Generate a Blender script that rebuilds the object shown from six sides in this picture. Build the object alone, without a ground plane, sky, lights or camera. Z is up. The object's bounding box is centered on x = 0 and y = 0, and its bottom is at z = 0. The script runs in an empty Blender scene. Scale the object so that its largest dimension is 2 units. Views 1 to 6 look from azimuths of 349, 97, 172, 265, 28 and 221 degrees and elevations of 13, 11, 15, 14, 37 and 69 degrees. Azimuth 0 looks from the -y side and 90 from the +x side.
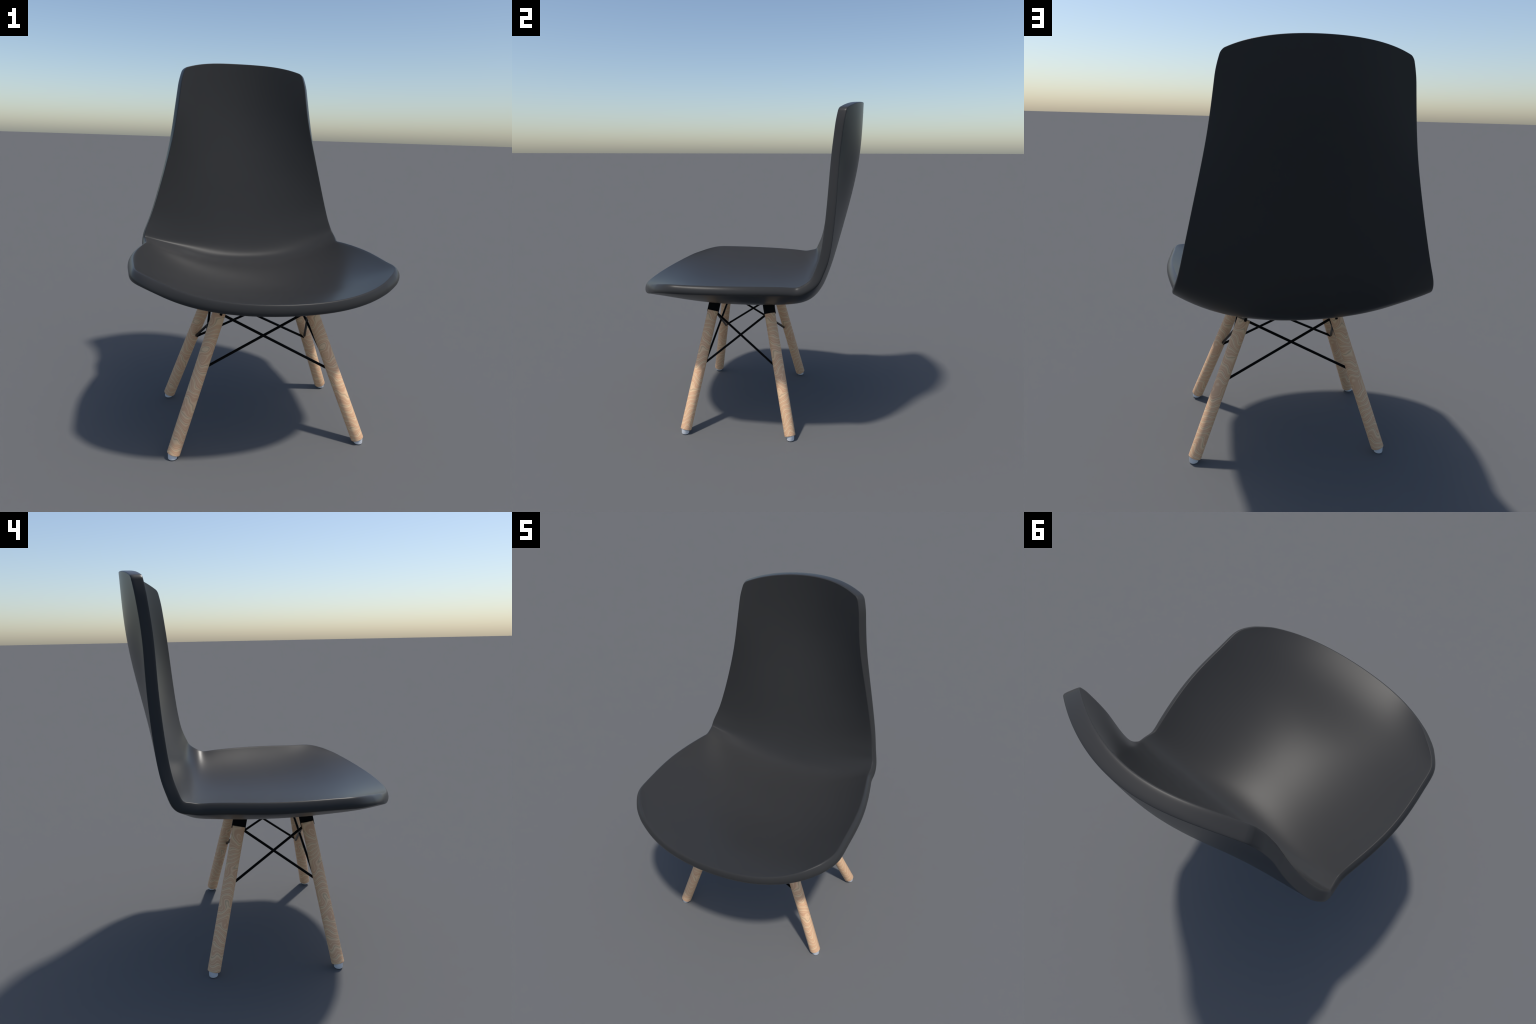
# Moulded plastic side chair on splayed round wooden legs with crossed wire bracing.
import bpy
import numpy as np
from mathutils import Vector, Matrix

# ------------------------------------------------------------------ materials
def new_mat(name):
    m = bpy.data.materials.new(name)
    m.use_nodes = True
    nt = m.node_tree
    return m, nt, nt.nodes["Principled BSDF"]


def plastic_material():
    m, nt, b = new_mat("charcoal_plastic")
    n, l = nt.nodes, nt.links
    tc = n.new("ShaderNodeTexCoord")
    no = n.new("ShaderNodeTexNoise")
    no.inputs["Scale"].default_value = 3.0
    no.inputs["Detail"].default_value = 2.0
    l.new(tc.outputs["Object"], no.inputs["Vector"])
    cr = n.new("ShaderNodeValToRGB")
    cr.color_ramp.elements[0].position = 0.3
    cr.color_ramp.elements[0].color = (0.0350, 0.0350, 0.0353, 1)
    cr.color_ramp.elements[1].position = 0.7
    cr.color_ramp.elements[1].color = (0.0365, 0.0365, 0.0368, 1)
    l.new(no.outputs["Fac"], cr.inputs["Fac"])
    l.new(cr.outputs["Color"], b.inputs["Base Color"])
    b.inputs["Roughness"].default_value = 0.32
    b.inputs["Specular Tint"].default_value = (0.12, 0.12, 0.12, 1)
    return m


def wood_material():
    m, nt, b = new_mat("pale_beech")
    n, l = nt.nodes, nt.links
    tc = n.new("ShaderNodeTexCoord")

    def math(op, a, c=None):
        k = n.new("ShaderNodeMath")
        k.operation = op
        for i, v in enumerate((a, c)):
            if v is None:
                continue
            if isinstance(v, (int, float)):
                k.inputs[i].default_value = v
            else:
                l.new(v, k.inputs[i])
        return k.outputs[0]

    sep = n.new("ShaderNodeSeparateXYZ")
    l.new(tc.outputs["Object"], sep.inputs[0])
    # the growth rings are level surfaces of a swirled field that climbs the leg
    mp = n.new("ShaderNodeMapping")
    mp.inputs["Scale"].default_value = (1.0, 1.0, 0.8)
    mp.inputs["Location"].default_value = (0.37, 0.11, 0.20)
    l.new(tc.outputs["Object"], mp.inputs["Vector"])
    no = n.new("ShaderNodeTexNoise")
    no.inputs["Scale"].default_value = 9.0
    no.inputs["Detail"].default_value = 1.0
    no.inputs["Roughness"].default_value = 0.35
    no.inputs["Distortion"].default_value = 0.2
    l.new(mp.outputs[0], no.inputs["Vector"])
    field = math("ADD", math("MULTIPLY", sep.outputs[2], 24.0), math("MULTIPLY", no.outputs["Fac"], 7.0))
    ring = math("FRACT", field)
    cr = n.new("ShaderNodeValToRGB")
    e = cr.color_ramp.elements
    stops = [(0.0, (0.707, 0.406, 0.239)), (0.16, (0.712, 0.411, 0.241)), (0.21, (0.824, 0.561, 0.337)),
             (0.27, (0.717, 0.421, 0.246)), (0.46, (0.739, 0.447, 0.259)), (0.58, (0.819, 0.556, 0.332)),
             (0.70, (0.836, 0.578, 0.347)), (0.77, (0.557, 0.396, 0.243)), (0.83, (0.750, 0.469, 0.276)),
             (0.89, (0.831, 0.567, 0.341)), (1.0, (0.707, 0.406, 0.239))]
    e[0].position, e[0].color = stops[0][0], (*stops[0][1], 1)
    e[1].position, e[1].color = stops[-1][0], (*stops[-1][1], 1)
    for p, c in stops[1:-1]:
        k = e.new(p)
        k.color = (*c, 1)
    l.new(ring, cr.inputs["Fac"])
    # fine fibre grain drawn out along the leg
    mp2 = n.new("ShaderNodeMapping")
    mp2.inputs["Scale"].default_value = (1.0, 1.0, 0.12)
    l.new(tc.outputs["Object"], mp2.inputs["Vector"])
    fi = n.new("ShaderNodeTexNoise")
    fi.inputs["Scale"].default_value = 260.0
    fi.inputs["Detail"].default_value = 2.0
    l.new(mp2.outputs[0], fi.inputs["Vector"])
    mix = n.new("ShaderNodeMix")
    mix.data_type = "RGBA"
    mix.blend_type = "OVERLAY"
    mix.inputs["Factor"].default_value = 0.03
    l.new(cr.outputs["Color"], mix.inputs["A"])
    l.new(fi.outputs["Color"], mix.inputs["B"])
    l.new(mix.outputs["Result"], b.inputs["Base Color"])
    b.inputs["Roughness"].default_value = 0.55
    b.inputs["Specular IOR Level"].default_value = 0.3
    return m


def plain_material(name, col, rough, tint=1.0):
    m, nt, b = new_mat(name)
    n, l = nt.nodes, nt.links
    tc = n.new("ShaderNodeTexCoord")
    no = n.new("ShaderNodeTexNoise")
    no.inputs["Scale"].default_value = 40.0
    l.new(tc.outputs["Object"], no.inputs["Vector"])
    cr = n.new("ShaderNodeValToRGB")
    cr.color_ramp.elements[0].color = (*[c * 0.97 for c in col], 1)
    cr.color_ramp.elements[1].color = (*[c * 1.03 for c in col], 1)
    l.new(no.outputs["Fac"], cr.inputs["Fac"])
    l.new(cr.outputs["Color"], b.inputs["Base Color"])
    b.inputs["Roughness"].default_value = rough
    b.inputs["Specular Tint"].default_value = (tint, tint, tint, 1)
    return m


PLASTIC = plastic_material()
WOOD = wood_material()
STEEL = plain_material("black_steel", (0.0022, 0.0022, 0.0024), 0.40, 0.12)
GLIDE = plain_material("grey_nylon", (0.70, 0.71, 0.73), 0.5, 0.5)

# ------------------------------------------------------------------ root
root = bpy.data.objects.new("dining_chair", None)
bpy.context.collection.objects.link(root)
root["label"] = "charcoal plastic shell chair with splayed beech legs and wire bracing"
root["category"] = "chair"


def add_part(name, me, parent=root, mat=None):
    ob = bpy.data.objects.new(name, me)
    bpy.context.collection.objects.link(ob)
    ob.parent = parent
    if mat is not None and not me.materials:
        me.materials.append(mat)
    return ob


# ------------------------------------------------------------------ shell
# Cross-sections of the shell's middle surface from the front edge of the seat, round
# the bend and up to the top of the backrest.  Each one: half width, centre y and z, then how
# far the sides are pushed in y and z (even polynomial across the width: t^2, t^4 - t^2), and
# the slight lopsidedness of the moulding (shift in x, skew in y and in z across the width: linear, then t - t^3).
SECTIONS = np.array([
    (0.5422, -0.6795, 0.8593, 0.1595, 0.0701, 0.0590, 0.0324, 0.0137, -0.0020, -0.0029, -0.0001, -0.0013),
    (0.6229, -0.4917, 0.8336, 0.0792, 0.1140, 0.0011, 0.0420, 0.0045, -0.0043, -0.0006, -0.0001, -0.0063),
    (0.6403, -0.2594, 0.7959, -0.0171, 0.1543, -0.0151, 0.0395, -0.0008, 0.0011, -0.0014, 0.0000, -0.0149),
    (0.6380, 0.0259, 0.7814, -0.0111, 0.1680, -0.0151, 0.0425, -0.0045, -0.0015, 0.0014, 0.0000, -0.0219),
    (0.5973, 0.2517, 0.7910, -0.0096, 0.1536, -0.0185, 0.0467, -0.0026, -0.0004, 0.0004, 0.0012, -0.0172),
    (0.5848, 0.3541, 0.8153, -0.0398, 0.1253, -0.0221, 0.0439, -0.0025, 0.0022, 0.0009, -0.0020, -0.0091),
    (0.5861, 0.3996, 0.8496, -0.0409, 0.1028, -0.0229, 0.0379, -0.0030, 0.0049, 0.0067, -0.0010, -0.0064),
    (0.5829, 0.4317, 0.8988, -0.0277, 0.0763, -0.0223, 0.0307, -0.0093, 0.0053, 0.0169, 0.0000, -0.0037),
    (0.5707, 0.4622, 0.9680, -0.0301, 0.0557, -0.0178, 0.0218, -0.0131, 0.0056, 0.0201, 0.0020, -0.0008),
    (0.5396, 0.5022, 1.0888, -0.0365, 0.0371, -0.0031, 0.0100, -0.0054, 0.0048, 0.0211, 0.0060, 0.0016),
    (0.4579, 0.5717, 1.3524, -0.0711, 0.0869, 0.0099, 0.0001, 0.0060, -0.0002, 0.0155, 0.0141, -0.0011),
    (0.3999, 0.6386, 1.7238, -0.1214, 0.0028, 0.0207, -0.0132, 0.0077, 0.0000, 0.0034, 0.0166, 0.0008),
    (0.3706, 0.6498, 1.9988, -0.1064, -0.0568, 0.0195, -0.0284, 0.0110, -0.0028, -0.0021, 0.0124, 0.0031),
])
STATION = np.array([0, 1, 2, 3, 3.7, 4.2, 4.6, 5.0, 5.5, 6.3, 7.5, 9, 10.0])
THICK = 0.0539


def natural_spline(P, knots, u):
    n = len(knots)
    h = np.diff(knots)
    A = np.zeros((n, n))
    r = np.zeros((n, P.shape[1]))
    A[0, 0] = A[-1, -1] = 1
    for i in range(1, n - 1):
        A[i, i - 1], A[i, i], A[i, i + 1] = h[i - 1], 2 * (h[i - 1] + h[i]), h[i]
        r[i] = 6 * ((P[i + 1] - P[i]) / h[i] - (P[i] - P[i - 1]) / h[i - 1])
    M = np.linalg.solve(A, r)
    i = np.clip(np.searchsorted(knots, u, side="right") - 1, 0, n - 2)
    t = (u - knots[i])[:, None]
    k = h[i][:, None]
    return P[i] + t * ((P[i + 1] - P[i]) / k - k * (2 * M[i] + M[i + 1]) / 6) + t * t * M[i] / 2 + t ** 3 * (M[i + 1] - M[i]) / (6 * k)


def mid_surface(S, T):
    """middle surface at station S, cross parameter T (arrays of one shape)"""
    shp = S.shape
    c = natural_spline(SECTIONS, STATION, S.ravel())
    T = T.ravel()
    q = T ** 4 - T ** 2
    y = c[:, 1] + c[:, 3] * T ** 2 + c[:, 5] * q
    z = c[:, 2] + c[:, 4] * T ** 2 + c[:, 6] * q
    k = T - T ** 3
    return np.stack([c[:, 0] * T + c[:, 7], y + c[:, 8] * T + c[:, 10] * k, z + c[:, 9] * T + c[:, 11] * k], -1).reshape(*shp, 3)


def unit(v):
    return v / np.linalg.norm(v, axis=-1, keepdims=True)


def build_shell():
    s0, s1 = STATION[0], STATION[-1]
    # stations, tightened towards both ends so that the rounded corners resolve
    u = np.linspace(0, 1, 25)
    start = s0 + INSET_SEAT / 0.17
    head = start + (s0 + 0.6 - start) * (1 - np.cos(u * np.pi / 2))
    tail = s1 - 0.3 * (1 - np.cos(u[::-1] * np.pi / 2))
    s = np.concatenate([head, np.linspace(head[-1], tail[0], 140)[1:-1], tail])
    t = np.sin(np.linspace(-1, 1, 61) * 1.15) / np.sin(1.15)

    def corner(d, reach, cut):          # elliptical rounding of the outline corners
        d = np.clip(d / reach, 0, 1)
        return cut * (1 - np.sqrt(np.clip(1 - (1 - d) ** 2, 0, 1)))

    tmax = 1 - corner(s - start, FRONT_REACH, FRONT_CUT) - corner(s1 - s, TOP_REACH, TOP_CUT)
    tmax = tmax - TOP_EASE * np.clip(1 - (s1 - s) / 0.4, 0, 1) ** 2     # sides draw in just below the top
    S = np.repeat(s[:, None], len(t), 1)
    wide = natural_spline(SECTIONS, STATION, s)[:, 0]
    blend = np.clip((s - 4.0) / 2.5, 0, 1)
    tmax = tmax - (INSET_SEAT + (INSET_BACK - INSET_SEAT) * blend) / wide
    T = tmax[:, None] * t[None]
    M = mid_surface(S, T)
    e = 1e-3
    ds = mid_surface(np.clip(S + e, s0, s1), T) - mid_surface(np.clip(S - e, s0, s1), T)
    dt = mid_surface(S, T + e) - mid_surface(S, T - e)
    N = unit(np.cross(dt, ds))
    under = UNDER_SEAT + (UNDER_BACK - UNDER_SEAT) * blend
    TU = T * (1 - under / wide)[:, None]
    SU = S + UNDER_SEAT / 0.17 * np.clip(1 - (S - start) / 0.6, 0, 1) ** 2
    MU = mid_surface(SU, TU)
    ns, nt = S.shape
    # boundary loop, counter-clockwise seen from the sitter
    loop = [(0, j) for j in range(nt)] + [(i, nt - 1) for i in range(1, ns)] + \
           [(ns - 1, j) for j in range(nt - 2, -1, -1)] + [(i, 0) for i in range(ns - 2, 0, -1)]
    li = np.array([a for a, b in loop])
    lj = np.array([b for a, b in loop])
    Bm, Bn, Bu = M[li, lj], N[li, lj], MU[li, lj]
    tan = unit(np.roll(Bm, -1, 0) - np.roll(Bm, 1, 0))
    out = unit(np.cross(tan, Bn))
    power = 2.0 + 1.4 * np.clip((s[li] - 4.0) / 2.5, 0, 1)      # rolled lip on the seat, squarer on the back
    bulge = RIM_SEAT + (RIM_BACK - RIM_SEAT) * np.clip((s[li] - 4.0) / 2.5, 0, 1)
    verts = []
    F = M + N * THICK / 2
    B = MU - N * THICK / 2
    verts += list(F.reshape(-1, 3)) + list(B.reshape(-1, 3))
    fi = lambda i, j: i * nt + j
    bi = lambda i, j: ns * nt + i * nt + j
    faces, station = [], []
    for i in range(ns - 1):
        for j in range(nt - 1):
            faces.append((fi(i, j), fi(i, j + 1), fi(i + 1, j + 1), fi(i + 1, j)))
            faces.append((bi(i, j), bi(i + 1, j), bi(i + 1, j + 1), bi(i, j + 1)))
            station += [i, i]
    # rounded rim: superellipse profile from the front face round to the back face
    K = 16
    ang = np.linspace(np.pi / 2, -np.pi / 2, K + 1)[1:-1]
    rings = [[fi(a, b) for a, b in loop]]
    for a in ang:
        ca, sa = np.cos(a), np.sin(a)
        o = (bulge * abs(ca) ** (2 / power))[:, None]
        h = (THICK / 2 * np.sign(sa) * abs(sa) ** (2 / power))[:, None]
        base = len(verts)
        w = max(0.0, -sa) ** 2.5
        verts += list(Bm * (1 - w) + Bu * w + out * o + Bn * h)
        rings.append([base + k for k in range(len(loop))])
    rings.append([bi(a, b) for a, b in loop])
    n = len(loop)
    for r0, r1 in zip(rings[:-1], rings[1:]):
        for k in range(n):
            k2 = (k + 1) % n
            faces.append((r0[k], r1[k], r1[k2], r0[k2]))
            station.append(min(li[k], li[k2]) )
    return np.array(verts), faces, np.array(station), s


FRONT_REACH, FRONT_CUT = 0.36, 0.090
TOP_REACH, TOP_CUT, TOP_EASE = 0.06, 0.035, 0.035
RIM_SEAT, RIM_BACK = 0.0100, 0.0042      # how far the rim bulges
INSET_SEAT, INSET_BACK = 0.0015, 0.0003                # how far the faces stop short of the outline
UNDER_SEAT, UNDER_BACK = 0.0045, 0.0010                # further rounding towards the outer (under) face
verts, faces, station, svals = build_shell()
whole = bpy.data.meshes.new("shell_whole")
whole.from_pydata([tuple(v) for v in verts], [], faces)
whole.validate()
whole.shade_smooth()
whole.update()
vnorm = [v.normal.copy() for v in whole.vertices]
# one moulded surface, named by region: the seat up to the fold, the backrest above it
split = int(np.searchsorted(svals, 4.75))
for name, keep in (("seat", station < split), ("backrest", station >= split)):
    fs = [faces[i] for i in np.nonzero(keep)[0]]
    used = sorted({v for f in fs for v in f})
    idx = {v: k for k, v in enumerate(used)}
    me = bpy.data.meshes.new(name)
    me.from_pydata([tuple(verts[v]) for v in used], [], [tuple(idx[v] for v in f) for f in fs])
    me.update()
    me.shade_smooth()
    me.normals_split_custom_set_from_vertices([vnorm[v] for v in used])
    add_part(name, me, mat=PLASTIC)
bpy.data.meshes.remove(whole)

# ------------------------------------------------------------------ legs
# axis of each leg: (x, y) at height 0.10 and (x, y) at height 0.70
LEG_AXES = [
    ((-0.4255, -0.3479), (-0.2220, -0.2431)),
    ((0.4863, -0.3472), (0.2626, -0.2392)),
    ((0.4840, 0.2668), (0.2622, 0.1312)),
    ((-0.4254, 0.2666), (-0.2261, 0.1286)),
]
LEG_R, LEG_LOW, LEG_TOP = 0.0335, 0.0235, 0.7215
ROD_R = 0.0071


def axis_at(k, z):
    (x0, y0), (x1, y1) = LEG_AXES[k]
    f = (z - 0.1) / 0.6
    return Vector((x0 + (x1 - x0) * f, y0 + (y1 - y0) * f, z))


def lathe(name, profile, seg=40):
    """closed solid of revolution about z from (radius, height) pairs, first and last on the axis"""
    vs, fs, rings = [], [], []
    for r, z in profile:
        if r == 0:
            rings.append([len(vs)])
            vs.append((0, 0, z))
        else:
            rings.append(list(range(len(vs), len(vs) + seg)))
            vs += [(r * np.cos(2 * np.pi * k / seg), r * np.sin(2 * np.pi * k / seg), z) for k in range(seg)]
    for a, b in zip(rings[:-1], rings[1:]):
        for k in range(seg):
            k2 = (k + 1) % seg
            if len(a) == 1:
                fs.append((a[0], b[k2], b[k]))
            elif len(b) == 1:
                fs.append((a[k], a[k2], b[0]))
            else:
                fs.append((a[k], a[k2], b[k2], b[k]))
    me = bpy.data.meshes.new(name)
    me.from_pydata(vs, [], fs)
    me.update()
    me.shade_smooth()
    me.set_sharp_from_angle(angle=0.7)
    return me


L = (axis_at(0, LEG_TOP) - axis_at(0, LEG_LOW)).length
bev = [(LEG_R - 0.004 + 0.004 * np.sin(a), 0.004 - 0.004 * np.cos(a)) for a in np.linspace(0, np.pi / 2, 5)]
leg_mesh = lathe("leg", [(0, 0)] + bev + [(LEG_R, L * f) for f in (0.25, 0.5, 0.75)] +
                 [(LEG_R, L - 0.001), (LEG_R - 0.001, L), (0, L)])
FOOT_R = 0.0228
foot_mesh = lathe("foot_glide", [(0, 0), (FOOT_R - 0.005, 0.0), (FOOT_R - 0.0025, 0.0007), (FOOT_R - 0.0007, 0.0025),
                                 (FOOT_R, 0.005), (FOOT_R, 0.040), (0, 0.040)])


def rounded_plate(name, w, d, h, bevel=0.0012):
    import bmesh
    bm = bmesh.new()
    bmesh.ops.create_cube(bm, size=1.0, matrix=Matrix.Diagonal((w, d, h, 1)))
    bmesh.ops.bevel(bm, geom=bm.edges[:], offset=bevel, segments=2, affect="EDGES")
    me = bpy.data.meshes.new(name)
    bm.to_mesh(me)
    bm.free()
    return me


PLATE_H = 0.078
plate_mesh = rounded_plate("leg_bracket", 0.013, 2 * LEG_R + 0.007, PLATE_H)
leg_mesh.materials.append(WOOD)
foot_mesh.materials.append(GLIDE)
plate_mesh.materials.append(STEEL)


def frame_along(direction, inward):
    """rotation whose z runs along the leg and whose x points inward"""
    z = direction.normalized()
    x = (inward - z * inward.dot(z)).normalized()
    return Matrix((x, z.cross(x), z)).transposed()


legs = []
for k in range(4):
    lo, hi = axis_at(k, LEG_LOW), axis_at(k, LEG_TOP)
    side = 1 if lo.x > 0 else -1
    rot = frame_along(hi - lo, Vector((-side, 0, 0)))
    leg = add_part("leg", leg_mesh)
    # grain seen from the front is alike on all legs, so the solids share one orientation
    q = Vector((0, 0, 1)).rotation_difference((hi - lo).normalized())
    leg.matrix_world = Matrix.Translation(lo) @ q.to_matrix().to_4x4()
    foot = add_part("foot_glide", foot_mesh, parent=leg)
    a = axis_at(k, 0.012)
    foot.matrix_parent_inverse = leg.matrix_world.inverted()
    foot.matrix_basis = Matrix.Translation((a.x, a.y, 0))
    br = add_part("leg_bracket", plate_mesh)
    c = axis_at(k, 0.703) + (hi - lo).normalized() * (PLATE_H / 2) + (rot @ Vector((0.006, 0, 0)))
    br.matrix_world = Matrix.Translation(c) @ rot.to_4x4()
    legs.append(leg)

# ------------------------------------------------------------------ crossed wire braces
def rod(p, q, r=ROD_R, seg=16):
    d = q - p
    me = lathe("brace_rod", [(0, 0), (r - 0.0008, 0), (r, 0.0008), (r, d.length - 0.0008), (r - 0.0008, d.length), (0, d.length)], seg)
    ob = add_part("brace_rod", me, mat=STEEL)
    ob.matrix_world = Matrix.Translation(p) @ Vector((0, 0, 1)).rotation_difference(d.normalized()).to_matrix().to_4x4()


# each pair of neighbouring legs carries an X: heights on the -x / +x legs, upper and lower end, and
# how far the wires sit inside the leg axes
FRONT_BACK = dict(up=(0.703, 0.699), low=(0.419, 0.379), inset=(0.029, 0.022))
SIDES = dict(up=(0.712, 0.717), low=(0.4145, 0.379), inset=(0.0075, 0.0145))


def wire_end(k, spec, end, ax):
    right = LEG_AXES[k][0][0] > 0
    p = axis_at(k, spec["up" if end == 0 else "low"][int(right)])
    p[ax] -= spec["inset"][end] * (1 if LEG_AXES[k][0][ax] > 0 else -1)
    return p


for a, b, spec, ax in ((0, 1, FRONT_BACK, 1), (3, 2, FRONT_BACK, 1), (1, 2, SIDES, 0), (0, 3, SIDES, 0)):
    rod(wire_end(a, spec, 0, ax), wire_end(b, spec, 1, ax))
    rod(wire_end(b, spec, 0, ax), wire_end(a, spec, 1, ax))
